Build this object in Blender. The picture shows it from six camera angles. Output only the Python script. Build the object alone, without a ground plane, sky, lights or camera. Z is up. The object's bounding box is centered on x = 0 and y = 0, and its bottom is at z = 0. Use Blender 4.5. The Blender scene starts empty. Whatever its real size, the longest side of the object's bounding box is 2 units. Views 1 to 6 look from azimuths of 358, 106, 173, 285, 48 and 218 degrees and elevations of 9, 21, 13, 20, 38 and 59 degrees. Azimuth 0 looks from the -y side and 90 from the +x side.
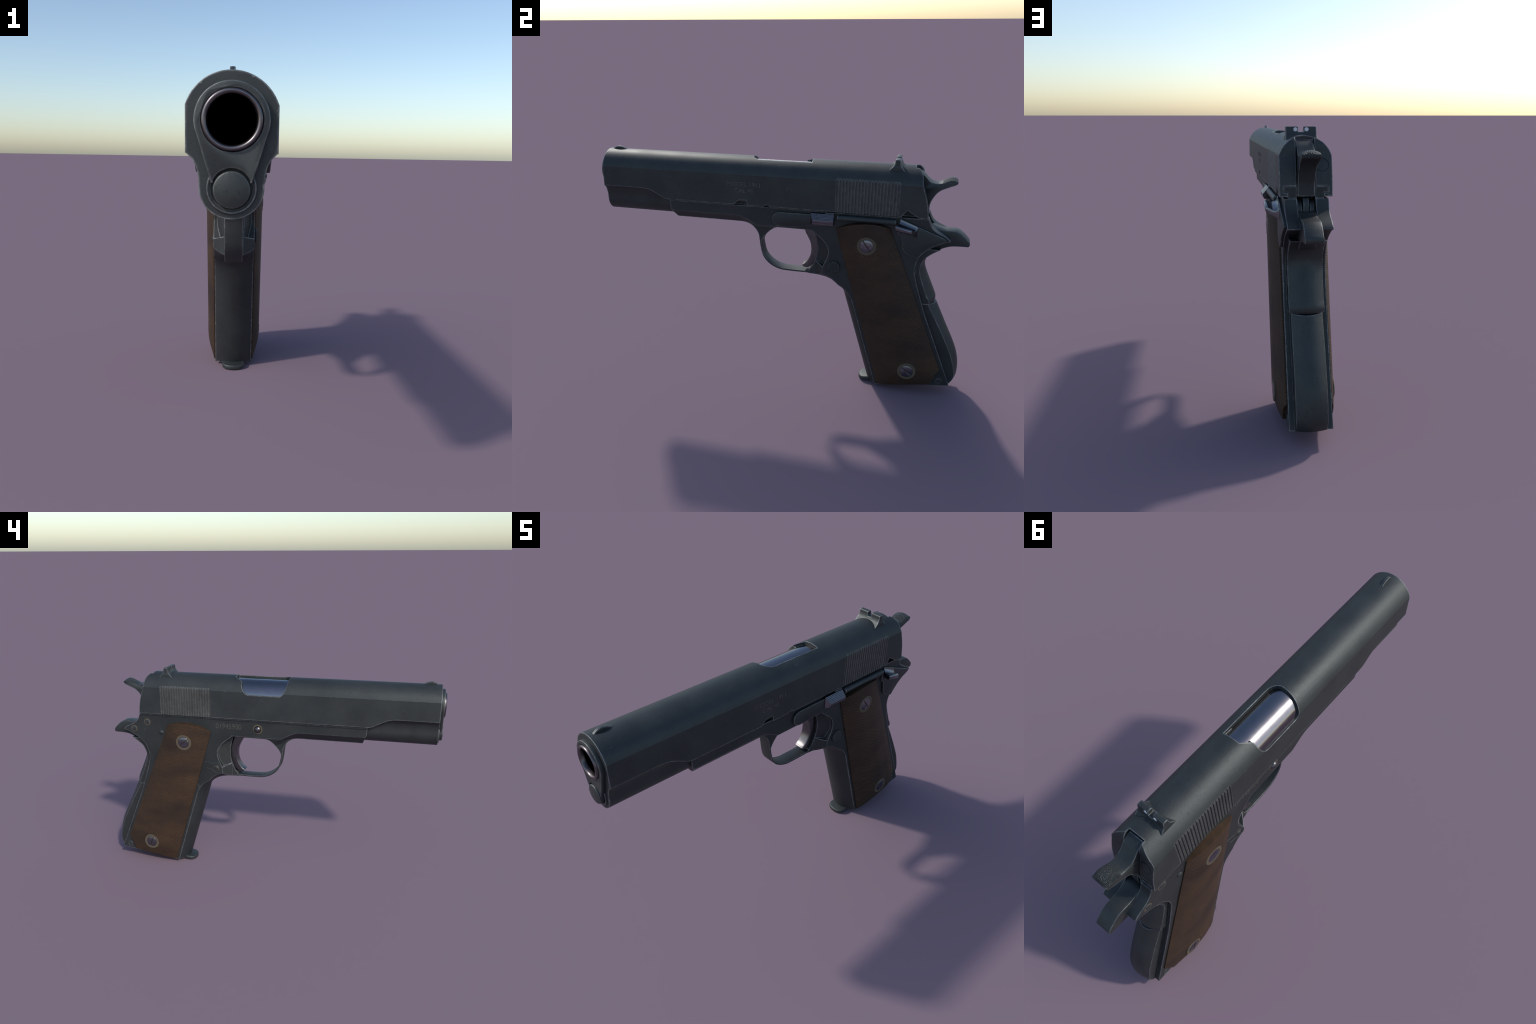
import bpy, bmesh, math
from mathutils import Vector, Matrix

CX = -0.0125          # the pistol's mid plane in world x; all parts are modelled about local x = 0
BORE_Z = 1.119        # axis of the barrel
SLIDE_R = 0.1133       # radius of the rounded slide top
SLIDE_W = 0.1075      # half width of the slide
FRAME_W = 0.0905      # half width of the frame
SLIDE_BOTTOM = 0.993

scene = bpy.context.scene
COL = scene.collection

# ------------------------------------------------------------------ helpers
def new_object(name, mesh):
    ob = bpy.data.objects.new(name, mesh)
    COL.objects.link(ob)
    return ob

def mesh_from(verts, faces, name="part"):
    me = bpy.data.meshes.new(name)
    me.from_pydata([tuple(v) for v in verts], [], faces)
    bm = bmesh.new(); bm.from_mesh(me)
    bmesh.ops.remove_doubles(bm, verts=bm.verts, dist=1e-6)
    bmesh.ops.recalc_face_normals(bm, faces=bm.faces)
    bm.to_mesh(me); bm.free()
    return me

def loft(sections, closed_ends=True):
    n = len(sections[0]); V = []; F = []
    for s in sections: V += [Vector(p) for p in s]
    for i in range(len(sections) - 1):
        for j in range(n):
            k = (j + 1) % n
            F.append((i*n + j, i*n + k, (i+1)*n + k, (i+1)*n + j))
    if closed_ends:
        F.append(tuple(range(n)))
        F.append(tuple(range((len(sections)-1)*n, len(sections)*n)))
    return mesh_from(V, F)

def prism_x(profile_yz, x0, x1):
    return loft([[(x, y, z) for y, z in profile_yz] for x in (x0, x1)])

def prism_y(profile_xz, y0, y1):
    return loft([[(x, y, z) for x, z in profile_xz] for y in (y0, y1)])

def prism_z(profile_xy, z0, z1):
    return loft([[(x, y, z) for x, y in profile_xy] for z in (z0, z1)])

def spline(pts, n=5):
    """Catmull-Rom through control points (open)."""
    P = [Vector(p) for p in pts]
    P = [2*P[0] - P[1]] + P + [2*P[-1] - P[-2]]
    out = []
    for i in range(1, len(P) - 2):
        a, b, c, d = P[i-1:i+3]
        for k in range(n):
            t = k / n
            out.append(0.5*((2*b) + (c-a)*t + (2*a-5*b+4*c-d)*t*t + (3*b-a-3*c+d)*t**3))
    out.append(P[-2])
    return [tuple(p) for p in out]

def revolve(profile, axis, center, seg=48):
    """profile: (radius, height) pairs, closed by the axis; axis 'x' or 'y'; center = the two other coords."""
    secs = []
    for r, h in profile:
        r = max(r, 1e-5)
        ring = []
        for i in range(seg):
            a = 2*math.pi*i/seg
            u, v = r*math.cos(a), r*math.sin(a)
            if axis == 'y': ring.append((center[0]+u, h, center[1]+v))
            else:           ring.append((h, center[0]+u, center[1]+v))
        secs.append(ring)
    return loft(secs)

def join_meshes(meshes):
    bm = bmesh.new()
    for m in meshes: bm.from_mesh(m)
    me = bpy.data.meshes.new("joined"); bm.to_mesh(me); bm.free()
    return me

def boolean(mesh, other, op='DIFFERENCE'):
    a = new_object("tmp_a", mesh); b = new_object("tmp_b", other)
    m = a.modifiers.new("b", 'BOOLEAN'); m.object = b; m.operation = op; m.solver = 'EXACT'
    dg = bpy.context.evaluated_depsgraph_get()
    res = bpy.data.meshes.new_from_object(a.evaluated_get(dg))
    bpy.data.objects.remove(a); bpy.data.objects.remove(b)
    return res

def bevel(mesh, width, segments=2, angle=35):
    a = new_object("tmp_a", mesh)
    m = a.modifiers.new("b", 'BEVEL'); m.width = width; m.segments = segments
    m.limit_method = 'ANGLE'; m.angle_limit = math.radians(angle)
    dg = bpy.context.evaluated_depsgraph_get()
    res = bpy.data.meshes.new_from_object(a.evaluated_get(dg))
    bpy.data.objects.remove(a)
    return res

def mirror_x(pts):
    return pts + [(-x, z) for x, z in reversed(pts)]

def lerp(a, b, t): return a + (b - a)*t
def polyline(pts, t):
    """point at fraction t of a polyline's first coordinate range"""
    for (a, b) in zip(pts, pts[1:]):
        if t <= b[0] + 1e-9:
            u = (t - a[0])/(b[0] - a[0]) if b[0] != a[0] else 0
            return lerp(a[1], b[1], u)
    return pts[-1][1]

# ------------------------------------------------------------------ materials
class Nodes:
    def __init__(self, name):
        self.mat = bpy.data.materials.new(name); self.mat.use_nodes = True
        self.t = self.mat.node_tree; self.t.nodes.clear()
        self.out = self.add('ShaderNodeOutputMaterial')
        self.bsdf = self.add('ShaderNodeBsdfPrincipled')
        self.link(self.bsdf.outputs[0], self.out.inputs[0])
        self.tc = self.add('ShaderNodeTexCoord')
    def add(self, kind, **kw):
        n = self.t.nodes.new(kind)
        for k, v in kw.items(): setattr(n, k, v)
        return n
    def link(self, a, b): self.t.links.new(a, b)
    def set(self, sock, v):
        if hasattr(v, 'node'): self.link(v, sock)
        else: sock.default_value = v
    def mapping(self, scale=(1, 1, 1), rot=(0, 0, 0), src=None):
        m = self.add('ShaderNodeMapping')
        m.inputs['Scale'].default_value = scale; m.inputs['Rotation'].default_value = rot
        self.link(src or self.tc.outputs['Object'], m.inputs['Vector']); return m.outputs[0]
    def noise(self, scale, detail=4, rough=0.55, vec=None):
        n = self.add('ShaderNodeTexNoise')
        n.inputs['Scale'].default_value = scale; n.inputs['Detail'].default_value = detail
        n.inputs['Roughness'].default_value = rough
        self.link(vec or self.tc.outputs['Object'], n.inputs['Vector']); return n.outputs['Fac']
    def ramp(self, fac, stops):
        r = self.add('ShaderNodeValToRGB'); e = r.color_ramp.elements
        while len(e) < len(stops): e.new(0.5)
        for el, (p, c) in zip(e, stops):
            el.position = p; el.color = c if len(c) == 4 else (*c, 1)
        self.link(fac, r.inputs[0]); return r.outputs[0]
    def math(self, op, a, b=0.0, clamp=False):
        m = self.add('ShaderNodeMath', operation=op, use_clamp=clamp)
        self.set(m.inputs[0], a); self.set(m.inputs[1], b); return m.outputs[0]
    def mix(self, fac, a, b, blend='MIX'):
        m = self.add('ShaderNodeMix', data_type='RGBA', blend_type=blend)
        self.set(m.inputs[0], fac)
        self.set(m.inputs[6], a if hasattr(a, 'node') else (*a, 1))
        self.set(m.inputs[7], b if hasattr(b, 'node') else (*b, 1)); return m.outputs[2]
    def mixf(self, fac, a, b):
        m = self.add('ShaderNodeMix', data_type='FLOAT')
        self.set(m.inputs[0], fac); self.set(m.inputs[2], a); self.set(m.inputs[3], b); return m.outputs[0]
    def edges(self, radius, lo, hi):
        """soft mask of the edges: the bevelled normal parts from the true one there"""
        b = self.add('ShaderNodeBevel', samples=8); b.inputs['Radius'].default_value = radius
        g = self.add('ShaderNodeNewGeometry')
        d = self.add('ShaderNodeVectorMath', operation='DOT_PRODUCT')
        self.link(b.outputs[0], d.inputs[0]); self.link(g.outputs['Normal'], d.inputs[1])
        mr = self.add('ShaderNodeMapRange')
        self.link(d.outputs['Value'], mr.inputs['Value'])
        mr.inputs['From Min'].default_value = 1 - lo; mr.inputs['From Max'].default_value = 1 - hi
        mr.inputs['To Min'].default_value = 0; mr.inputs['To Max'].default_value = 1
        return mr.outputs[0]

def gunmetal(name, base=(0.057, 0.064, 0.063), dark=(0.043, 0.049, 0.049), wear=(0.40, 0.42, 0.42),
             rough=0.52, metallic=0.55, wear_amount=0.8, grain=1.0, edge_r=0.0090):
    m = Nodes(name); b = m.bsdf
    big = m.noise(7, 5, 0.62)
    fine = m.noise(70, 5, 0.65)
    col = m.mix(m.ramp(big, [(0.35, (0, 0, 0)), (0.68, (1, 1, 1))]), dark, base)
    col = m.mix(m.ramp(fine, [(0.60, (0, 0, 0)), (0.80, (.45, .45, .45))]), col, tuple(c*1.7 for c in base))
    pit = m.noise(110, 3, 0.6)
    col = m.mix(m.ramp(pit, [(0.30, (.7, .7, .7)), (0.37, (0, 0, 0))]), col, tuple(c*0.5 for c in dark))
    # short scratches: stretched noise, thresholded
    scr = m.noise(30, 2, 0.5, m.mapping((7, 1, .5), (0.4, 0.3, 0.9)))
    scr = m.ramp(scr, [(0.735, (0, 0, 0)), (0.76, (.5, .5, .5))])
    col = m.mix(scr, col, tuple(c*2.2 for c in base))
    # worn edges, broken up by noise
    edge = m.edges(edge_r, 0.012, 0.12)
    brk = m.ramp(m.noise(38, 5, 0.75), [(0.30, (.14, .14, .14)), (0.50, (.5, .5, .5)), (0.66, (1, 1, 1))])
    # nicks that reach in from the edges
    nick = m.ramp(m.noise(55, 1, 0.4, m.mapping((1, 1, 1), (0.7, 0.5, 0.3))), [(0.70, (0, 0, 0)), (0.73, (1, 1, 1))])
    wide = m.edges(edge_r*1.45, 0.002, 0.05)
    ew2 = m.math('MULTIPLY', m.math('MULTIPLY', wide, nick), 0.45)
    ew = m.math('MULTIPLY', m.math('MULTIPLY', edge, brk), wear_amount, True)
    ew = m.math('MAXIMUM', ew, ew2)
    col = m.mix(ew, col, wear)
    m.link(col, b.inputs['Base Color'])
    b.inputs['Metallic'].default_value = metallic
    r = m.mixf(big, rough - 0.07, rough + 0.10)
    m.link(m.mixf(ew, r, 0.38), b.inputs['Roughness'])
    bv = m.add('ShaderNodeBevel', samples=6); bv.inputs['Radius'].default_value = edge_r*0.39
    bp = m.add('ShaderNodeBump'); bp.inputs['Strength'].default_value = 0.10*grain
    bp.inputs['Distance'].default_value = 0.004
    m.link(m.noise(160, 3, 0.6), bp.inputs['Height']); m.link(bv.outputs[0], bp.inputs['Normal'])
    m.link(bp.outputs[0], b.inputs['Normal'])
    return m.mat

def plain(name, color, rough=0.5, metallic=0.0, var=0.15, scale=40, bump=0.0, rounded=True):
    m = Nodes(name); b = m.bsdf
    n = m.noise(scale, 4)
    col = m.mix(n, tuple(c*(1-var) for c in color), tuple(min(1, c*(1+var)) for c in color))
    m.link(col, b.inputs['Base Color'])
    b.inputs['Metallic'].default_value = metallic
    m.link(m.mixf(n, rough-0.05, rough+0.05), b.inputs['Roughness'])
    bv = m.add('ShaderNodeBevel', samples=6); bv.inputs['Radius'].default_value = 0.003
    if bump:
        bp = m.add('ShaderNodeBump'); bp.inputs['Strength'].default_value = bump; bp.inputs['Distance'].default_value = 0.003
        m.link(m.noise(scale*4, 2), bp.inputs['Height']); m.link(bv.outputs[0], bp.inputs['Normal'])
        m.link(bp.outputs[0], b.inputs['Normal'])
    elif rounded:
        m.link(bv.outputs[0], b.inputs['Normal'])
    return m.mat

def wood(name):
    m = Nodes(name); b = m.bsdf
    flow = m.noise(5, 3, 0.5, m.mapping((1, 1.0, 2.4)))
    xyz = m.add('ShaderNodeSeparateXYZ'); m.link(m.tc.outputs['Object'], xyz.inputs[0])
    sgn = m.math('SIGN', xyz.outputs[0])
    ym = m.math('MULTIPLY', xyz.outputs[1], sgn)          # runs to the right on both sides
    warp = m.math('MULTIPLY', m.math('SUBTRACT', m.noise(6, 2), 0.5), 0.055)
    def lines(angle, period):
        a = math.radians(angle); k = 2*math.pi/period
        f = m.math('ADD', m.math('MULTIPLY', xyz.outputs[2], k*math.cos(a)), m.math('MULTIPLY', ym, k*math.sin(a)))
        f = m.math('ADD', f, m.math('MULTIPLY', warp, k))
        return m.math('MULTIPLY_ADD', m.math('SINE', f), 0.5)
    a = lines(27, 0.0088); a.node.inputs[2].default_value = 0.5
    c = lines(-50, 0.0088); c.node.inputs[2].default_value = 0.5
    chk = m.math('ADD', m.math('MULTIPLY', a, 0.72), m.math('MULTIPLY', c, 0.28))
    fade = m.ramp(m.noise(11, 3), [(0.33, (.25, .25, .25)), (0.58, (1, 1, 1))])
    # the narrow upper end face is smooth
    g = m.add('ShaderNodeNewGeometry'); gz = m.add('ShaderNodeSeparateXYZ'); m.link(g.outputs['True Normal'], gz.inputs[0])
    flat = m.math('LESS_THAN', gz.outputs[2], 0.6)
    chk = m.math('MULTIPLY_ADD', m.math('SUBTRACT', chk, 0.5), m.math('MULTIPLY', fade, flat)); chk.node.inputs[2].default_value = 0.5
    base = m.ramp(flow, [(0.25, (0.034, 0.020, 0.012)), (0.5, (0.058, 0.033, 0.0175)), (0.75, (0.082, 0.045, 0.021))])
    dk = m.ramp(chk, [(0.20, (0.30, 0.32, 0.36)), (0.52, (.85, .85, .85)), (0.85, (1.3, 1.3, 1.2))])
    col = m.mix(1.0, base, dk, 'MULTIPLY')
    fib = m.noise(30, 4, 0.6, m.mapping((1, 1, 5), (0.15, 0, 0)))
    col = m.mix(m.ramp(fib, [(0.35, (.45, .45, .45)), (0.6, (0, 0, 0))]), col, (0.024, 0.014, 0.009))
    edge = m.edges(0.006, 0.03, 0.2)
    col = m.mix(m.math('MULTIPLY', edge, 0.45), col, (0.13, 0.058, 0.018))
    m.link(col, b.inputs['Base Color'])
    b.inputs['Roughness'].default_value = 0.62
    b.inputs['Specular IOR Level'].default_value = 0.35
    bp = m.add('ShaderNodeBump'); bp.inputs['Strength'].default_value = 0.30; bp.inputs['Distance'].default_value = 0.0025
    m.link(chk, bp.inputs['Height']); m.link(bp.outputs[0], b.inputs['Normal'])
    return m.mat

STEEL = gunmetal("gunmetal")
STEEL_FRAME = gunmetal("frame_gunmetal", base=(0.050, 0.056, 0.056), dark=(0.037, 0.042, 0.043))
STEEL_GROOVES = gunmetal("groove_gunmetal", base=(0.098, 0.101, 0.092), dark=(0.070, 0.074, 0.069), edge_r=0.0042, wear_amount=0.9)
STEEL_PARTS = gunmetal("worn_gunmetal", wear_amount=1.0, rough=0.48)
def knurled(name):
    mat = gunmetal(name, wear=(0.25, 0.25, 0.24), rough=0.45)
    t = mat.node_tree
    bp = [n for n in t.nodes if n.type == 'BUMP'][0]
    v = t.nodes.new('ShaderNodeTexVoronoi'); v.inputs['Scale'].default_value = 260
    tc = [n for n in t.nodes if n.type == 'TEX_COORD'][0]
    t.links.new(tc.outputs['Object'], v.inputs['Vector'])
    t.links.new(v.outputs['Distance'], bp.inputs['Height'])
    bp.inputs['Strength'].default_value = 0.8; bp.inputs['Distance'].default_value = 0.006
    return mat
KNURL = knurled("checkered_gunmetal")
BRIGHT = plain("polished_steel", (0.225, 0.22, 0.235), 0.20, 1.0, 0.08, 25)
MUZZLE = plain("muzzle_steel", (0.16, 0.145, 0.15), 0.33, 1.0, 0.2, 40)
SATIN = plain("satin_steel", (0.15, 0.145, 0.15), 0.34, 1.0, 0.25, 50)
BARE = plain("bare_steel", (0.20, 0.20, 0.215), 0.29, 1.0, 0.3, 50)  # base colour lightened to carry the glint on lever and thumb pad
SCREW = plain("screw_steel", (0.20, 0.20, 0.22), 0.28, 1.0, 0.2, 40)
GRIME = plain("dry_grime", (0.095, 0.076, 0.048), 0.8, 0.0, 0.2, 60)
INK = plain("worn_lettering", (0.105, 0.105, 0.088), 0.52, 0.5, 0.8, 45, rounded=False)
LINE = plain("seam_line", (0.085, 0.095, 0.095), 0.5, 0.5, 0.2, 50)
SEAM_DARK = plain("dark_seam", (0.012, 0.013, 0.015), 0.6, 0.2, 0.1, 50)
WHITE = plain("white_paint", (0.72, 0.75, 0.78), 0.5, 0.0, 0.03, 60)
BLACK = plain("bore_black", (0.001, 0.001, 0.001), 0.9, 0.0, 0.0, 60)
BLACK.node_tree.nodes["Principled BSDF"].inputs['Specular IOR Level'].default_value = 0.0
WOOD = wood("checkered_walnut")

# ------------------------------------------------------------------ assembly
root = bpy.data.objects.new("pistol", None)
COL.objects.link(root)
root.location = (CX, 0, 0)
root["label"] = "dark worn steel pistol with brown checkered wooden grips"
root["category"] = "pistol"

def part(name, mesh, mats, parent=None, angle=32, kind=None, location=None):
    mesh.name = name
    mesh.materials.clear()
    for mt in (mats if isinstance(mats, (list, tuple)) else [mats]): mesh.materials.append(mt)
    for p in mesh.polygons: p.use_smooth = True
    mesh.set_sharp_from_angle(angle=math.radians(angle))
    ob = new_object(name, mesh)
    ob.parent = parent or root
    if location: ob.location = location
    if kind: ob["kind"] = kind
    return ob

# ------------------------------------------------------------------ slide
def slide_section():
    a0 = math.asin((SLIDE_W) / SLIDE_R)
    right = [(SLIDE_W, SLIDE_BOTTOM)]
    n = 12
    arc = [(SLIDE_R*math.sin(a0*(1-i/n)), BORE_Z + SLIDE_R*math.cos(a0*(1-i/n))) for i in range(n+1)]
    pts = right + arc
    return pts + [(-x, z) for x, z in reversed(pts[:-1])]

slide = prism_y(slide_section(), -0.973, 0.80)
# the lower edge steps up towards the muzzle
low = [(-1.1, 0.9), (-1.1, 1.046)] + spline([(-0.752, 1.046), (-0.722, 1.043), (-0.694, 1.036), (-0.655, 1.018), (-0.62, 0.999), (-0.598, 0.9935)], 4) + [(-0.585, 0.9929), (-0.585, 0.9)]
slide = boolean(slide, prism_x(low, -0.2, 0.2))
# recoil spring tunnel under the barrel
tz, tr = 0.968, 0.0742
tun = [(0.06, 1.075), (0.1065, 1.06), (0.1065, 1.047), (0.091, 1.032), (0.0835, 1.018), (0.0785, 1.0), (0.0765, 0.982)]
tun += [((0.0765)*math.cos(a), tz + tr*math.sin(a)) for a in [math.radians(-90*i/12) for i in range(13)]]
tun = tun + [(-x, z) for x, z in reversed(tun[:-1])]
slide = boolean(slide, prism_y(tun, -0.973, -0.54), 'UNION')
# curved rear end
rear = spline([(0.690, 1.25), (0.703, 1.234), (0.714, 1.224), (0.727, 1.209), (0.734, 1.190), (0.738, 1.158), (0.750, 1.120), (0.761, 1.083), (0.769, 1.04), (0.776, 0.985)], 3)
slide = boolean(slide, prism_x(rear + [(0.95, 0.985), (0.95, 1.25)], -0.2, 0.2))
# T-shaped channel for the frame rails, open to the rear
tee = mirror_x([(0.0735, 0.97), (0.0735, 1.0085), (0.0915, 1.0085), (0.0915, 1.0355)])
slide = boolean(slide, prism_y(tee, -0.53, 0.9))
# hammer slot
slide = boolean(slide, prism_y([(0.0385, 0.97), (0.0385, 1.3), (-0.0385, 1.3), (-0.0385, 0.97)], 0.697, 0.9))
# ejection port: plan outline and side outline intersected
plan = [(0.042, 0.181), (0.042, -0.098), (0.034, -0.115), (0.022, -0.128), (0.004, -0.138), (-0.2, -0.142), (-0.2, 0.134), (-0.069, 0.134), (-0.036, 0.179)]
side = [(0.19, 1.3), (0.19, 1.208), (0.134, 1.204), (0.131, 1.185), (0.123, 1.164), (0.108, 1.147), (0.090, 1.139),
        (-0.094, 1.139), (-0.106, 1.145), (-0.116, 1.157), (-0.128, 1.196), (-0.136, 1.228), (-0.15, 1.3)]
port = boolean(prism_z(plan, 1.0, 1.32), prism_x(side, -0.25, 0.25), 'INTERSECT')
slide = boolean(slide, port)
# notches for slide stop and safety on one side
for prof in ([(-0.222, 0.97), (-0.22, 0.9935), (-0.190, 1.019), (-0.150, 1.020), (-0.1445, 0.97)],
             [(-0.055, 0.97), (-0.053, 0.996), (-0.045, 1.003), (-0.031, 1.003), (-0.024, 0.996), (-0.021, 0.97)],
             [(0.628, 0.97), (0.646, 0.993), (0.673, 1.030), (0.730, 0.993), (0.76, 0.97)]):
    slide = boolean(slide, prism_x(prof, 0.072, 0.2))
# finger grooves
N_GROOVE, G0, G1 = 20, 0.3245, 0.6255
step = (G1 - G0) / (N_GROOVE - 1)
for sx in (1, -1):
    grooves = []
    for i in range(N_GROOVE):
        y = G0 + i*step
        w, d = step*0.36, 0.0052
        xo, xi = sx*(SLIDE_W + 0.01), sx*(SLIDE_W - d)
        grooves.append(prism_z([(xo, y - w*1.9), (xi, y - w*0.25), (xi, y + w*0.25), (xo, y + w*1.9)], 0.97, 1.1765))
    slide = boolean(slide, join_meshes(grooves))
# front bores
slide = boolean(slide, revolve([(0.0, -1.1), (0.0775, -1.1), (0.0775, -0.95), (0.0712, -0.95), (0.0712, -0.25), (0.0, -0.25)], 'y', (0, BORE_Z+0.002), 48))
slide_ob = part("slide", slide, [STEEL, STEEL_GROOVES], angle=14)
for p in slide_ob.data.polygons:
    c = p.center
    p.material_index = 1 if (abs(c.x) > 0.098 and G0 - step*0.7 < c.y < G1 + step*0.7 and 0.995 < c.z < 1.1765 and p.area < 0.0035) else 0

# spring tunnel ring
ring = revolve([(0.0595, -0.96), (0.0595, -0.977), (0.057, -0.9795), (0.048, -0.9765), (0.047, -0.96)], 'y', (0, 0.9655), 40)
part("recoil_spring_ring", ring, STEEL)

# ------------------------------------------------------------------ muzzle
bz = BORE_Z + 0.002
def bushing_outline():
    pts = []
    r = 0.0875
    for i in range(33):
        a = math.radians(-22 + 224*i/32)
        pts.append((r*math.cos(a), bz + r*math.sin(a)))
    # down to the left tip, round the plug, up to the right tip
    pts += [(-0.062, 1.025), (-0.0475, 0.9785), (-0.0415, 0.9785)]
    c, rr = 0.9655, 0.0505
    for i in range(15):
        a = math.radians(157 - 134*i/14)
        pts.append((rr*math.cos(a)*0.93, c + rr*math.sin(a)*0.93))
    pts += [(0.0415, 0.9785), (0.0475, 0.9785), (0.062, 1.025)]
    return pts
bush = prism_y(bushing_outline(), -0.991, -0.965)
bush = boolean(bush, revolve([(0, -1.1), (0.0712, -1.1), (0.0712, -0.9)], 'y', (0, bz), 48))
bush = bevel(bush, 0.0035, 2, 40)
part("barrel_bushing", bush, STEEL_PARTS)

# open tube with a rounded lip
prof = [(0.0705, -0.60), (0.0705, -0.992), (0.0690, -0.9972), (0.0652, -1.0), (0.0605, -0.9985), (0.0570, -0.993), (0.0563, -0.978)]
barrel = revolve(prof, 'y', (0, bz), 64)
bm = bmesh.new(); bm.from_mesh(barrel)
for f in [f for f in bm.faces if len(f.verts) > 4]: bm.faces.remove(f)
bm.to_mesh(barrel); bm.free()
ob = part("barrel", barrel, MUZZLE, angle=60)
boreprof = [(0.0564, -0.9785), (0.0564, -0.30), (0.0001, -0.30)]
bore = revolve(boreprof, 'y', (0, bz), 48)
bm = bmesh.new(); bm.from_mesh(bore)
for f in [f for f in bm.faces if len(f.verts) > 4]: bm.faces.remove(f)
bmesh.ops.reverse_faces(bm, faces=bm.faces)
bm.to_mesh(bore); bm.free()
part("bore", bore, BLACK, parent=ob)
chamber = revolve([(0.0, -0.16), (0.096, -0.16), (0.096, 0.20), (0.0, 0.20)], 'y', (-0.006, BORE_Z), 72)
part("chamber", chamber, BRIGHT, parent=ob)

plug = revolve([(0, -0.9), (0.0435, -0.9), (0.0435, -0.990), (0.042, -0.994), (0.0385, -0.996), (0, -0.996)], 'y', (0, 0.9635), 40)
part("recoil_spring_plug", plug, STEEL_PARTS)

# ------------------------------------------------------------------ sights
fs = [(-0.958, 1.222), (-0.956, 1.229)] + spline([(-0.950, 1.234), (-0.935, 1.2435), (-0.915, 1.247), (-0.895, 1.243), (-0.872, 1.233)], 4) + [(-0.866, 1.222)]
part("front_sight", bevel(prism_x(fs, -0.0065, 0.0065), 0.0015, 1), STEEL_PARTS)

rs_prof = [(0.566, 1.19), (0.568, 1.212)] + spline([(0.575, 1.219), (0.588, 1.232), (0.595, 1.246), (0.5965, 1.262)], 3) + \
          [(0.600, 1.2655), (0.618, 1.2655), (0.6205, 1.262)] + spline([(0.622, 1.245), (0.629, 1.230), (0.641, 1.217)], 3) + [(0.645, 1.208), (0.645, 1.19)]
rs = prism_x(rs_prof, -0.0665, 0.0665)
for x0, x1 in ((-0.012, 0.012),):
    rs = boolean(rs, prism_x([(0.5, 1.2435), (0.7, 1.2435), (0.7, 1.3), (0.5, 1.3)], x0, x1))
# the ends slope in, the base is hollowed to sit on the round slide
endc = [(0.0645, 1.3), (0.0645, 1.235), (0.0675, 1.22), (0.0675, 1.19), (0.2, 1.19), (0.2, 1.3)]
rs = boolean(rs, prism_y(endc, 0.5, 0.7)); rs = boolean(rs, prism_y([(-x, z) for x, z in endc], 0.5, 0.7))
rs = boolean(rs, revolve([(0, 0.4), (SLIDE_R-0.008, 0.4), (SLIDE_R-0.008, 0.8), (0, 0.8)], 'y', (0, BORE_Z), 48))
rs_ob = part("rear_sight", bevel(rs, 0.002, 1, 40), STEEL_PARTS)
dot = revolve([(0, 0.6195), (0.0085, 0.6195), (0.0085, 0.6222), (0, 0.6222)], 'y', (0.0, 0.0), 24)
d1 = part("sight_dot", dot, WHITE, parent=rs_ob, location=(0.0235, 0, 1.2540))
d2 = d1.copy(); COL.objects.link(d2); d2.location = (-0.0235, 0, 1.2540)

# extractor end on the rear face, a fine dark circle; lies along the sloping rear face
def ring_tube(center, radius, tube, normal, seg=48, m=6):
    n = Vector(normal).normalized(); u = n.orthogonal().normalized(); v = n.cross(u)
    V = []; F = []
    for i in range(seg):
        a = 2*math.pi*i/seg; d = u*math.cos(a) + v*math.sin(a)
        for j in range(m):
            b = 2*math.pi*j/m
            V.append(Vector(center) + d*(radius + tube*math.cos(b)) + n*tube*math.sin(b))
    for i in range(seg):
        for j in range(m):
            F.append((i*m + j, i*m + (j+1) % m, ((i+1) % seg)*m + (j+1) % m, ((i+1) % seg)*m + j))
    return mesh_from(V, F)
part("extractor", ring_tube((-0.068, 0.7502, 1.118), 0.0265, 0.0014, (0, 0.957, 0.29)), SEAM_DARK)

# ------------------------------------------------------------------ frame
# upper beam with rails
beam_side = [(-0.592, 0.9855), (-0.590, 0.945), (-0.584, 0.93), (-0.567, 0.8845), (-0.205, 0.8845)] + \
            spline([(-0.19, 0.8835), (-0.165, 0.878), (-0.138, 0.862), (-0.116, 0.836), (-0.104, 0.812)], 4) + \
            [(-0.0985, 0.770), (-0.0912, 0.770)] + spline([(-0.0865, 0.784), (-0.0705, 0.809), (-0.046, 0.835), (-0.022, 0.853), (0.004, 0.864)], 4) + \
            [(0.03, 0.868), (0.215, 0.868), (0.26, 0.868), (0.30, 0.85), (0.36, 0.83), (0.70, 0.83), (0.777, 0.9855)]
frame = prism_x(beam_side, -FRAME_W, FRAME_W)
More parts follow.
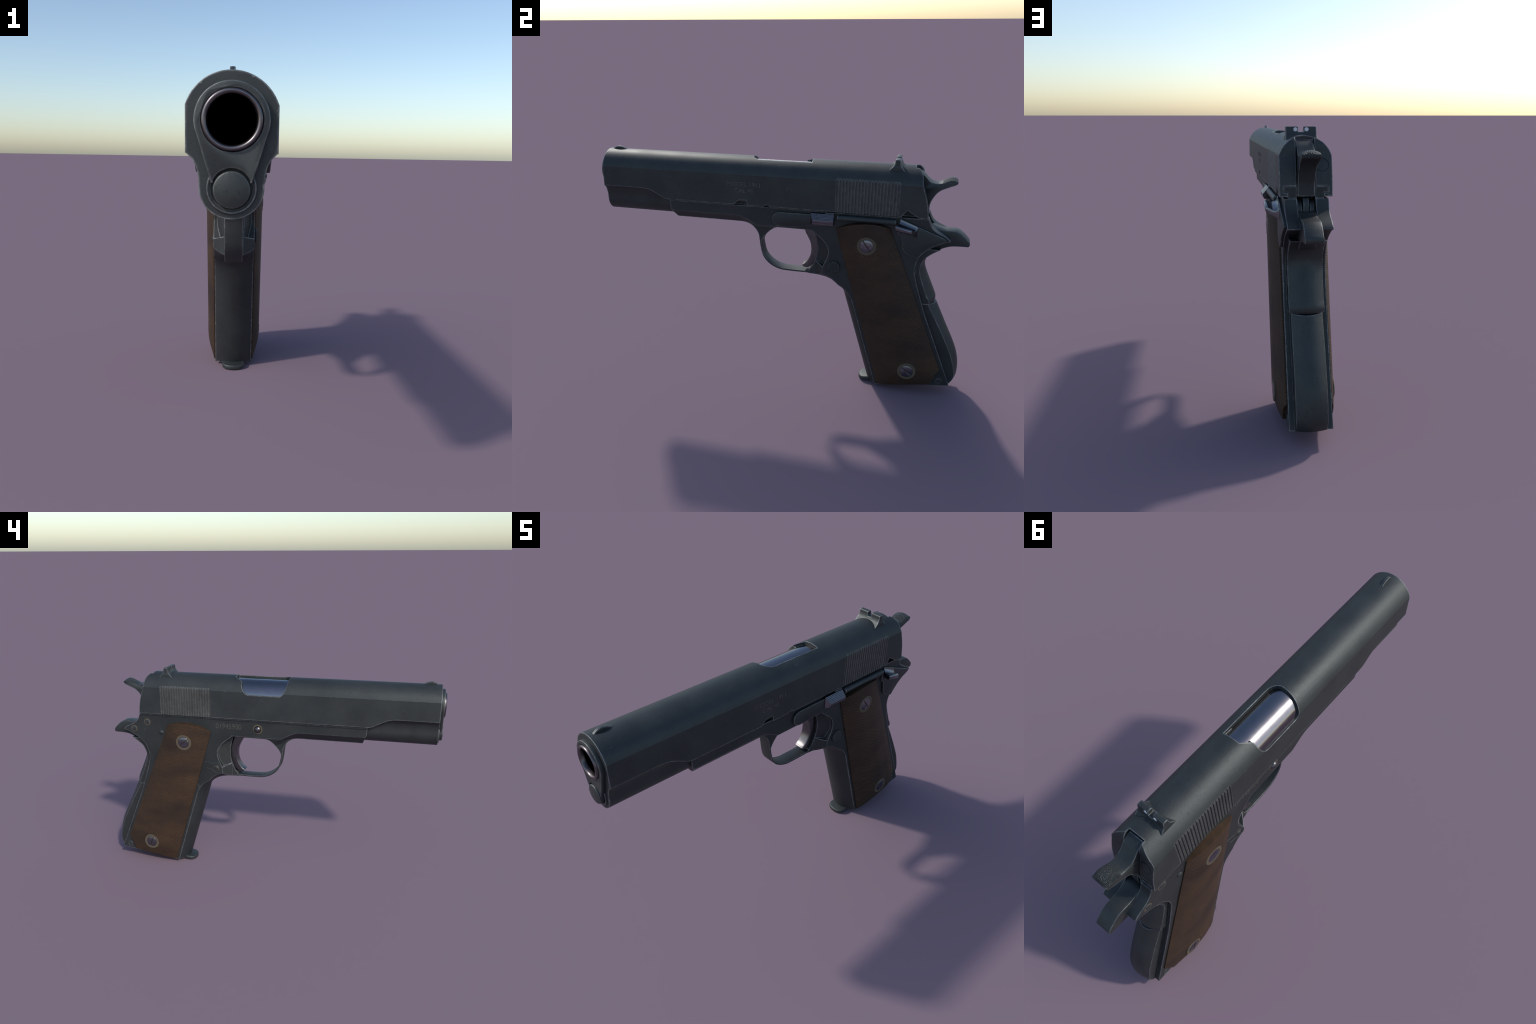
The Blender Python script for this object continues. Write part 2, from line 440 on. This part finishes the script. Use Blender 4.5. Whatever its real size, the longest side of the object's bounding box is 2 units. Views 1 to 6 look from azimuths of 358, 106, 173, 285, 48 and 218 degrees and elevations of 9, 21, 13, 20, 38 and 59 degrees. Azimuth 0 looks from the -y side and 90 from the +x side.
# underside: chamfer that runs along the dust cover and dies out at the trigger guard
for sx in (1, -1):
    secs = []
    for y, zc in [(-0.7, 0.930), (-0.215, 0.930)] + spline([(-0.19, 0.927), (-0.160, 0.916), (-0.130, 0.900), (-0.100, 0.883)], 3) + [(0.25, 0.883)]:
        flat = y >= -0.101
        xi, zi = (0.060, zc - 0.017) if flat else (0.050, zc - 0.043)
        if not flat and y > -0.2:
            t = (y + 0.2)/0.1
            xi = 0.050 - 0.0148*t; zi = zc - 0.043 + 0.018*t
        if flat: xi, zi = 0.0352, zc - 0.022
        secs.append([(sx*0.13, y, zc + 0.04*0.6), (sx*(FRAME_W+0.0005), y, zc), (sx*xi, y, zi), (sx*xi, y, 0.70), (sx*0.13, y, 0.70)])
    frame = boolean(frame, loft(secs))
# rails
tee_f = mirror_x([(0.0725, 0.98), (0.0725, 1.0095), (0.0908, 1.0095), (0.0908, 1.0345)])
rails = prism_y(tee_f, -0.50, 0.7695)
rails = boolean(rails, prism_x([(0.60, 0.90), (0.60, 1.1), (0.735, 1.1), (0.735, 0.90)], 0.06, 0.2))
frame = boolean(frame, rails, 'UNION')

# grip part
grip_side = [(0.19, 0.96), (0.20, 0.8775)] + spline([(0.212, 0.8675), (0.238, 0.848), (0.262, 0.826), (0.280, 0.800), (0.288, 0.766), (0.280, 0.727), (0.264, 0.692), (0.257, 0.664)], 4) + \
            [(0.258, 0.645), (0.266, 0.613)] + spline([(0.300, 0.606), (0.347, 0.586), (0.378, 0.566), (0.400, 0.545), (0.420, 0.514)], 4) + \
            [(0.456, 0.395), (0.571, 0.0125), (0.962, 0.0675), (0.955, 0.09), (0.797, 0.487)] + \
            spline([(0.752, 0.625), (0.735, 0.69), (0.7325, 0.725), (0.741, 0.765), (0.764, 0.805), (0.806, 0.840), (0.866, 0.873), (0.888, 0.8775)], 4) + \
            spline([(0.892, 0.882), (0.886, 0.889), (0.868, 0.902), (0.835, 0.917), (0.810, 0.933), (0.793, 0.953), (0.779, 0.9855)], 3) + [(0.70, 0.9857), (0.5, 0.9857)]
grip_frame = prism_x(grip_side, -FRAME_W, FRAME_W)
frame = boolean(frame, grip_frame, 'UNION')

# narrower web behind the trigger, sloping in towards the guard
web_plan = mirror_x([(0.0362, 0.178), (0.0420, 0.218), (0.0500, 0.244), (0.0800, 0.296)])
web = prism_z(web_plan, 0.60, 0.885)
web = boolean(web, prism_x([(0.15, 0.60), (0.45, 0.45), (0.45, 0.59), (0.300, 0.603), (0.245, 0.6095), (0.15, 0.613)], -0.2, 0.2))
# opening for the trigger's inner curve
web = boolean(web, prism_x([(0.15, 0.66), (0.172, 0.630), (0.194, 0.655), (0.212, 0.703), (0.2215, 0.745), (0.219, 0.797), (0.203, 0.87), (0.15, 0.87)], -0.2, 0.2))
frame = boolean(frame, web, 'UNION')
# flare from the guard to the full width, below the pocket
flare = prism_z(mirror_x([(0.0353, 0.176), (0.0390, 0.208), (0.0902, 0.258), (0.0902, 0.300)]), 0.55, 0.72)
flare = boolean(flare, prism_x([(0.10, 0.80), (0.10, 0.700), (0.205, 0.700), (0.262, 0.682), (0.35, 0.68), (0.35, 0.80)], -0.2, 0.2))
flare = boolean(flare, prism_x([(0.15, 0.50), (0.45, 0.45), (0.45, 0.59), (0.300, 0.603), (0.245, 0.6095), (0.15, 0.613)], -0.2, 0.2))
flare = boolean(flare, prism_x([(0.15, 0.66), (0.172, 0.630), (0.194, 0.655), (0.212, 0.703), (0.20, 0.75), (0.15, 0.75)], -0.2, 0.2))
frame = boolean(frame, flare, 'UNION')

# front strap: half-ellipse sections
def yf(z): return 0.502 - 0.302*(z - 0.08)
strap_rows = [(0.6115, 0.262, 0.276), (0.603, 0.284, 0.322), (0.592, 0.306, 0.346), (0.576, 0.330, 0.372), (0.558, 0.351, 0.393), (0.538, 0.3645, 0.411), (0.515, yf(0.515), 0.423)]
strap_rows += [(z, yf(z), yf(z) + 0.056) for z in (0.44, 0.33, 0.22, 0.12, 0.05, -0.02)]
secs = []
for z, a, c in strap_rows:
    row = []
    for i in range(17):
        t = math.pi*i/16
        row.append(((FRAME_W-0.0002)*math.cos(t)*1.0, c - (c - a)*(max(0.0, math.sin(t))**1.6), z))
    row += [(-(FRAME_W-0.0002), c + 0.02, z), ((FRAME_W-0.0002), c + 0.02, z)]
    secs.append(row)
strap = loft(secs)
strap = boolean(strap, prism_x([(0.3, -0.1), (0.3, -0.0155+0.004), (0.7, 0.0475-0.012), (0.7, -0.1)], -0.2, 0.2))
frame = boolean(frame, strap, 'UNION')

# the underside rounds up towards both sides
for sx in (1, -1):
    secs = []
    for y, z0, dz in [(0.14, 0.6165, 0.030), (0.20, 0.6155, 0.034), (0.245, 0.611, 0.036), (0.275, 0.6055, 0.034), (0.305, 0.594, 0.032), (0.335, 0.574, 0.027), (0.36, 0.552, 0.018)]:
        secs.append([(sx*0.030, y, z0 - 0.002), (sx*0.055, y, z0 + dz*0.22), (sx*0.075, y, z0 + dz*0.55), (sx*0.0912, y, z0 + dz), (sx*0.12, y, z0 + dz), (sx*0.12, y, z0 - 0.09), (sx*0.03, y, z0 - 0.09)])
    frame = boolean(frame, loft(secs))
# slot between the tangs, for hammer and grip safety
frame = boolean(frame, prism_x([(0.70, 0.865), (0.72, 0.83), (0.95, 0.83), (0.95, 1.1), (0.70, 1.1)], -0.0378, 0.0378))
# channel in the back strap for housing and grip safety
chan = [(0.80, 0.842), (0.755, 0.80), (0.71, 0.73), (0.72, 0.66), (0.775, 0.487), (0.93, 0.06), (0.93, 0.0), (1.1, 0.0), (1.1, 0.842)]
frame = boolean(frame, prism_x(chan, -0.066, 0.066))
chan_up = [(0.80, 0.842), (0.755, 0.80), (0.71, 0.73), (0.72, 0.66), (0.77, 0.5205), (1.1, 0.5205), (1.1, 0.842)]
frame = boolean(frame, prism_x(chan_up, -0.0745, 0.0745))
# trigger slot
frame = boolean(frame, prism_x([(0.12, 0.84), (0.23, 0.84), (0.235, 0.90), (0.12, 0.90)], -0.031, 0.031))
frame_ob = part("frame", frame, STEEL_FRAME)

# trigger guard loop
outer = spline([(-0.104, 0.815), (-0.0995, 0.775), (-0.0960, 0.745), (-0.084, 0.695), (-0.062, 0.662), (-0.032, 0.638), (0.000, 0.624), (0.030, 0.617)], 5) + spline([(0.10, 0.6155), (0.17, 0.6155), (0.235, 0.6115)], 4)
inner = spline([(-0.092, 0.805), (-0.0910, 0.773), (-0.0875, 0.745), (-0.076, 0.700), (-0.055, 0.670), (-0.027, 0.648), (0.003, 0.634), (0.032, 0.627)], 5) + spline([(0.10, 0.6255), (0.17, 0.627), (0.235, 0.634)], 4)
guard = prism_x(outer + inner[::-1], -0.0355, 0.0355)
part("trigger_guard", bevel(guard, 0.003, 2, 50), STEEL_FRAME, angle=40)

# ------------------------------------------------------------------ trigger
tf = spline([(0.146, 0.872), (0.152, 0.846), (0.167, 0.818), (0.180, 0.789), (0.1852, 0.757), (0.1825, 0.722), (0.169, 0.690), (0.152, 0.668), (0.134, 0.655)], 4)
tb = spline([(0.146, 0.645), (0.170, 0.645), (0.196, 0.666), (0.216, 0.702), (0.2255, 0.745), (0.223, 0.795), (0.206, 0.84), (0.196, 0.872)], 4)
part("trigger", bevel(prism_x(tf + tb, -0.0285, 0.0285), 0.012, 4, 50), SATIN, angle=40)

# ------------------------------------------------------------------ hammer
ht = spline([(0.6995, 1.217), (0.733, 1.197), (0.757, 1.172), (0.780, 1.155), (0.806, 1.153), (0.828, 1.163), (0.850, 1.177), (0.872, 1.183), (0.889, 1.179)], 4)
hb = spline([(0.898, 1.168), (0.895, 1.155), (0.862, 1.140), (0.823, 1.121), (0.796, 1.092), (0.779, 1.058), (0.774, 1.03), (0.773, 0.994)], 4)
hp = ht + hb + [(0.72, 0.984), (0.6995, 1.1)]
secs = []
xs = [-1, -0.94, -0.7, -0.35, 0, 0.35, 0.7, 0.94, 1]
for k in xs:
    row = []
    for i, (y, z) in enumerate(hp):
        w = 0.0350 + 0.0035*min(1, max(0, (y - 0.80)/0.06))
        crown = 0.016*(k*k)*min(1, max(0, (y - 0.80)/0.05)) if i < len(ht) else 0
        inset = 0.0022 if abs(k) == 1 else 0
        cy, cz = 0.80, 1.10
        v = Vector((cy - y, cz - z)); v = v.normalized()*inset if v.length else v
        row.append((w*k, y + v.x, z + v.y - crown*0.7))
    secs.append(row)
hm = loft(secs)
hm.materials.append(STEEL_PARTS)
hob = part("hammer", hm, [STEEL_PARTS, KNURL], angle=50)
for p in hm.polygons:
    c = p.center
    if c.y > 0.826 and c.z > 1.154 and p.normal.z > 0.1 or (c.y > 0.887): p.material_index = 1
strut = prism_x([(0.745, 0.83), (0.785, 0.83), (0.780, 0.93), (0.776, 0.972), (0.765, 0.988), (0.745, 0.99)], -0.0125, 0.0125)
part("hammer_strut", bevel(strut, 0.003, 2), STEEL_PARTS)
for sx in (1, -1):
    lug = revolve([(0, sx*0.0145), (0.040, sx*0.0145), (0.043, sx*0.0175), (0.043, sx*0.0335), (0.040, sx*0.0365), (0, sx*0.0365)], 'x', (0.735, 0.935), 40)
    part("sear_lug", lug, STEEL_PARTS)

# ------------------------------------------------------------------ back of the grip
def back_loft(rows, half, y_in, n=14):
    """rows: (z, y at the middle, y at the edges, y inside)"""
    secs = []
    for (z, ym, ye, yi) in rows:
        row = []
        for i in range(n + 1):
            k = -1 + 2*i/n
            row.append((half*k, ym - (ym - ye)*abs(k)**1.9, z))
        row += [(half, yi, z), (-half, yi, z)]
        secs.append(row)
    return loft(secs)
msh_mid = spline([(0.540, 0.846), (0.525, 0.853), (0.401, 0.911), (0.286, 0.966), (0.225, 0.988), (0.170, 0.9985), (0.120, 0.9995), (0.090, 0.991), (0.067, 0.977)], 4)
msh_edge = spline([(0.520, 0.815), (0.507, 0.821), (0.382, 0.888), (0.267, 0.943), (0.225, 0.960), (0.170, 0.976), (0.120, 0.985), (0.090, 0.978), (0.067, 0.963)], 4)
rows = [(z, polyline(sorted((-a, b) for a, b in msh_mid), -z), polyline(sorted((-a, b) for a, b in msh_edge), -z), 0.78 + (0.52 - z)*0.33)
        for z in [0.519 - 0.452*i/40 for i in range(41)]]
part("mainspring_housing", back_loft(rows, 0.0657, 0), STEEL_PARTS, angle=32)
gs_mid = spline([(0.5225, 0.8435), (0.530, 0.8475), (0.545, 0.849), (0.566, 0.843), (0.628, 0.816), (0.690, 0.789), (0.724, 0.7800), (0.745, 0.7815), (0.765, 0.788), (0.785, 0.801), (0.806, 0.824), (0.826, 0.852)], 4)
gs_dep = [(0.52, 0.022), (0.53, 0.028), (0.566, 0.040), (0.628, 0.037), (0.69, 0.030), (0.724, 0.022), (0.76, 0.016), (0.80, 0.010), (0.83, 0.004)]
rows = [(z, y, y - polyline(gs_dep, z), 0.735) for z, y in gs_mid]
part("grip_safety", back_loft(rows, 0.0733, 0), STEEL_PARTS, angle=32)
bt = spline([(0.735, 0.90), (0.75, 0.925), (0.795, 0.936), (0.825, 0.926), (0.855, 0.9185), (0.890, 0.919), (0.922, 0.9155), (0.950, 0.899), (0.972, 0.878), (0.985, 0.862), (0.9845, 0.846), (0.978, 0.8405)], 4) + \
     spline([(0.940, 0.840), (0.895, 0.836), (0.850, 0.818), (0.815, 0.790), (0.78, 0.78)], 3)
part("beavertail", bevel(prism_x(bt, -0.0368, 0.0368), 0.004, 2, 50), STEEL_PARTS, angle=40)

# ------------------------------------------------------------------ magazine floor plate with front lip
def plate_outline():
    pts = []
    for i in range(17):
        t = math.pi*i/16
        pts.append((0.0545*math.cos(t), 0.513 - 0.039*math.sin(t)**0.9))
    pts += [(-0.0545, 0.93), (0.0545, 0.93)]
    return pts
o = plate_outline()
slope = 0.1436
plate = loft([[(x, y, z0 + slope*(y - 0.470)) for x, y in o] for z0 in (-0.0016, 0.0205)])
part("magazine_floor_plate", bevel(plate, 0.006, 3, 50), STEEL_PARTS, angle=40)

# ------------------------------------------------------------------ grip panels
def panel_mesh(sx):
    NS, NT = 28, 64
    V = []; F = []
    top = spline([(0.324, 0.902), (0.37, 0.925), (0.43, 0.941), (0.50, 0.9475), (0.55, 0.942), (0.598, 0.927)], 6)
    def border(s, t):
        # t from the bottom (0) to the top (1), s from front (0) to rear (1)
        ft = (0.324, 0.902); fb = (0.585, 0.0215)
        rt = (0.598, 0.927)
        yt = lerp(0.324, 0.598, s); zt = polyline(top, yt)
        # bottom edge with the quarter-round bite at the rear corner
        yb = lerp(0.585, 0.888, s); zb = 0.0215 + 0.172*(yb - 0.585)
        if s > 0.80:
            u = (s - 0.80)/0.20
            bite = [(0, 0.8274, 0.0632), (0.35, 0.868, 0.0702), (0.42, 0.872, 0.092), (0.62, 0.880, 0.122), (0.82, 0.893, 0.143), (1, 0.9065, 0.156)]
            for p, q in zip(bite, bite[1:]):
                if u <= q[0] + 1e-9:
                    k = (u - p[0])/(q[0] - p[0]); yb = lerp(p[1], q[1], k); zb = lerp(p[2], q[2], k); break
        return lerp(yb, yt, t), lerp(zb, zt, t)
    for j in range(NT + 1):
        t = j/NT
        for i in range(NS + 1):
            s = 0.5 - 0.5*math.cos(math.pi*i/NS)
            y, z = border(s, t)
            u = abs(2*s - 1)
            lens = (1 - u**2.6)
            end = min(1, max(0, (z - 0.0215 - 0.16*(y-0.585))/0.100)); end = 0.34 + 0.66*(1 - (1 - end)**2.0)
            h = 0.006 + 0.0350*lens*end
            V.append((sx*(FRAME_W + h), y, z))
    n = NS + 1
    for j in range(NT):
        for i in range(NS):
            F.append((j*n + i, j*n + i + 1, (j+1)*n + i + 1, (j+1)*n + i))
    # rim down into the frame
    loop = [i for i in range(n)] + [j*n + NS for j in range(1, NT+1)] + [NT*n + i for i in range(NS-1, -1, -1)] + [j*n for j in range(NT-1, 0, -1)]
    base = len(V)
    for k in loop: V.append((sx*(FRAME_W - 0.003), V[k][1], V[k][2]))
    L = len(loop)
    for k in range(L): F.append((loop[k], loop[(k+1) % L], base + (k+1) % L, base + k))
    F.append(tuple(base + k for k in range(L)))
    return mesh_from(V, F)
SCREWS = [(0.488, 0.833), (0.737, 0.145)]
for sx in (1, -1):
    pob = part("grip_panel", panel_mesh(sx), WOOD, angle=45)
    for (sy, sz) in SCREWS:
        d = 0.0
        xs_ = FRAME_W + 0.0405 + d
        bushing = revolve([(0.0345, sx*(xs_-0.02)), (0.0345, sx*(xs_+0.0005)), (0.047, sx*(xs_+0.0005)), (0.049, sx*(xs_-0.0015)), (0.049, sx*(xs_-0.02))], 'x', (sy, sz), 48)
        part("screw_bushing", bushing, GRIME, parent=pob)
        head = revolve([(0, sx*(xs_-0.03)), (0.0355, sx*(xs_-0.03)), (0.0355, sx*(xs_-0.003)), (0.033, sx*(xs_+0.0005)), (0.026, sx*(xs_+0.0028)), (0.013, sx*(xs_+0.0042)), (0, sx*(xs_+0.0046))], 'x', (sy, sz), 48)
        a = math.radians(-55 if sx > 0 else -40) if sz > 0.5 else math.radians(-42 if sx > 0 else -68)
        c, s_ = math.cos(a), math.sin(a)
        q = [(-0.05, -0.0024), (0.05, -0.0024), (0.05, 0.0024), (-0.05, 0.0024)]
        cutp = [(sy + p*c - r*s_, sz + p*s_ + r*c) for p, r in q]
        head = boolean(head, prism_x(cutp, sx*(xs_-0.0005), sx*(xs_+0.05)))
        part("grip_screw", head, SCREW, parent=pob, angle=30)

# ------------------------------------------------------------------ slide stop
X0 = FRAME_W - 0.004
ss = spline([(0.030, 0.8905), (0.010, 0.896), (-0.006, 0.913), (-0.0105, 0.932), (-0.004, 0.951), (0.010, 0.964), (0.026, 0.969)], 4) + \
     [(0.12, 0.970), (0.258, 0.968), (0.272, 0.9865), (0.3135, 0.9865), (0.3135, 0.922), (0.30, 0.918), (0.20, 0.9065), (0.12, 0.897)]
ss_ob = part("slide_stop", bevel(prism_x(ss, X0, 0.1045), 0.0025, 2, 50), STEEL_PARTS)
sec = [(0.10, 0.980), (0.1085, 0.9785), (0.134, 0.949), (0.1335, 0.937), (0.127, 0.925), (0.10, 0.922)]
pad = prism_y(sec, 0.193, 0.3145)
pad = boolean(pad, prism_z([(0.2, 0.15), (0.2, 0.225), (0.14, 0.212), (0.10, 0.188), (0.09, 0.15)], 0.9, 1.05))
for i in range(5):
    u = (i + 0.6)/5.2
    cx_, cz_ = lerp(0.1085, 0.134, u), lerp(0.9785, 0.949, u)
    nx, nz = 0.757, 0.654; tx, tz_ = 0.654, -0.757
    q = [(-0.0022, 0.004), (0.0022, 0.004), (0.0006, -0.0026), (-0.0006, -0.0026)]
    pad = boolean(pad, prism_y([(cx_ + a*tx + b_*nx, cz_ + a*tz_ + b_*nz) for a, b_ in q], 0.15, 0.33))
part("thumb_pad", pad, BARE, parent=ss_ob, angle=30)

# ------------------------------------------------------------------ plunger tube
tube = revolve([(0.0, 0.330), (0.0125, 0.330), (0.0155, 0.333), (0.0155, 0.621), (0.0125, 0.624), (0, 0.624)], 'y', (0.1035, 0.9625), 24)
web_t = prism_y([(0.085, 0.973), (0.101, 0.9765), (0.101, 0.949), (0.085, 0.953)], 0.335, 0.619)
part("plunger_tube", join_meshes([tube, web_t]), STEEL_PARTS, angle=40)

# ------------------------------------------------------------------ thumb safety
sp = [(0.644, 0.981), (0.66, 0.9765), (0.858, 0.8985)] + spline([(0.865, 0.893), (0.866, 0.885), (0.852, 0.876)], 3) + \
     spline([(0.822, 0.862), (0.788, 0.837), (0.758, 0.805), (0.740, 0.7815)], 4) + spline([(0.732, 0.781), (0.700, 0.794), (0.676, 0.808), (0.662, 0.828)], 3) + [(0.652, 0.890), (0.632, 0.905)]
ts = part("thumb_safety", bevel(prism_x(sp, X0, 0.1035), 0.0025, 2, 50), STEEL_PARTS)
lev = spline([(0.1025, 0.9825), (0.106, 0.969), (0.114, 0.9585), (0.126, 0.9535), (0.138, 0.9545), (0.148, 0.9575)], 4) + \
      spline([(0.1540, 0.957), (0.1585, 0.951), (0.1585, 0.943), (0.156, 0.935), (0.146, 0.929), (0.122, 0.926), (0.10, 0.922)], 4) + [(0.095, 0.92), (0.095, 0.9825)]
secs = []
for ya, yb in ((0.644, 0.624), (0.732, 0.702)):
    row = []
    for x, z in lev:
        k = min(1, max(0, (x - 0.10)/0.05))
        y = lerp(ya, yb, k)
        row.append((x, y, z - (0.39 - 0.17*k)*(y - 0.645)))
    secs.append(row)
part("lever", bevel(loft(secs), 0.003, 2, 50), BARE, parent=ts, angle=40)

# ------------------------------------------------------------------ magazine release button
mr = revolve([(0, 0.08), (0.033, 0.08), (0.033, 0.0985), (0.030, 0.1025), (0, 0.1025)], 'x', (0.3205, 0.690), 40)
part("magazine_release", mr, KNURL, angle=35)

# ------------------------------------------------------------------ pins
PIN_STEEL = gunmetal("pin_steel", wear_amount=0.25)
def pin(name, y, z, r, side, out, dome, ring_r=None, mat=PIN_STEEL):
    s = side
    base = FRAME_W
    prof = [(0, s*(base-0.01)), (r, s*(base-0.01)), (r, s*(base+out)), (r*0.8, s*(base+out+dome*0.45)), (r*0.45, s*(base+out+dome*0.85)), (0, s*(base+out+dome))]
    ob = part(name, revolve(prof, 'x', (y, z), 32), mat, angle=40)
    if ring_r:
        w = revolve([(r*0.99, s*(base-0.004)), (r*0.99, s*(base+0.0009)), (ring_r, s*(base+0.0006)), (ring_r, s*(base-0.004))], 'x', (y, z), 32)
        part("grime_ring", w, GRIME, parent=ob)
    return ob
pin("pin", 0.733, 0.9355, 0.0165, -1, 0.0012, 0.002, 0.0215)
pin("pin", 0.822, 0.889, 0.0165, -1, 0.0012, 0.002, 0.0205)
pin("pin", 0.644, 0.875, 0.0140, -1, 0.002, 0.006)
pin("slide_stop_pin", 0.0375, 0.9355, 0.0205, -1, 0.004, 0.012, 0.0285, SATIN)
pin("magazine_catch_pin", 0.295, 0.676, 0.0130, -1, 0.002, 0.006, 0.0165)
for s in (1, -1):
    pin("housing_pin", 0.908, 0.0905, 0.0125, s, 0.0005, 0.001)
    part("pin_rim", ring_tube((s*FRAME_W, 0.908, 0.0905), 0.0165, 0.0022, (1, 0, 0), 32), LINE)

# engraved outline of the magazine catch: fine tube along a keyhole curve
def outline_tube(pts, x, r=0.0011, m=6):
    P = [Vector((x, y, z)) for y, z in pts]
    secs = []
    for i, p in enumerate(P):
        t = (P[min(i+1, len(P)-1)] - P[max(i-1, 0)]).normalized()
        u = Vector((1, 0, 0)); v = t.cross(u)
        secs.append([p + (u*math.cos(2*math.pi*j/m) + v*math.sin(2*math.pi*j/m))*r for j in range(m)])
    return loft(secs)
key = spline([(0.372, 0.710), (0.345, 0.7085), (0.325, 0.7010), (0.312, 0.7050), (0.298, 0.708), (0.279, 0.700), (0.267, 0.680), (0.275, 0.655), (0.295, 0.644), (0.313, 0.651), (0.324, 0.664), (0.345, 0.668), (0.358, 0.672)], 5)
part("magazine_catch", outline_tube(key, -FRAME_W - 0.0002), LINE)

# ------------------------------------------------------------------ lettering
def lettering(name, text, size, side, x, y, z, width=None):
    cu = bpy.data.curves.new(name, 'FONT')
    cu.body = text; cu.size = size; cu.extrude = 0.0004; cu.align_x = 'CENTER'; cu.align_y = 'CENTER'
    ob = new_object("tmp_text", cu)
    dg = bpy.context.evaluated_depsgraph_get()
    me = bpy.data.meshes.new_from_object(ob.evaluated_get(dg))
    bpy.data.objects.remove(ob)
    xs = [v.co.x for v in me.vertices]
    k = width/(max(xs) - min(xs)) if width else 1
    for v in me.vertices:
        a, b_, c = v.co
        v.co = (x + side*c, y + side*a*k, z + b_)
    return part(name, me, INK, angle=30)
lettering("lettering", "MODEL 1911", 0.034, 1, SLIDE_W + 0.0002, -0.163, 1.102, 0.180)
lettering("lettering", "CAL.45", 0.034, 1, SLIDE_W + 0.0002, -0.163, 1.070, 0.100)
lettering("serial_number", "01945900", 0.046, -1, -FRAME_W - 0.0002, 0.2155, 0.940, 0.158)
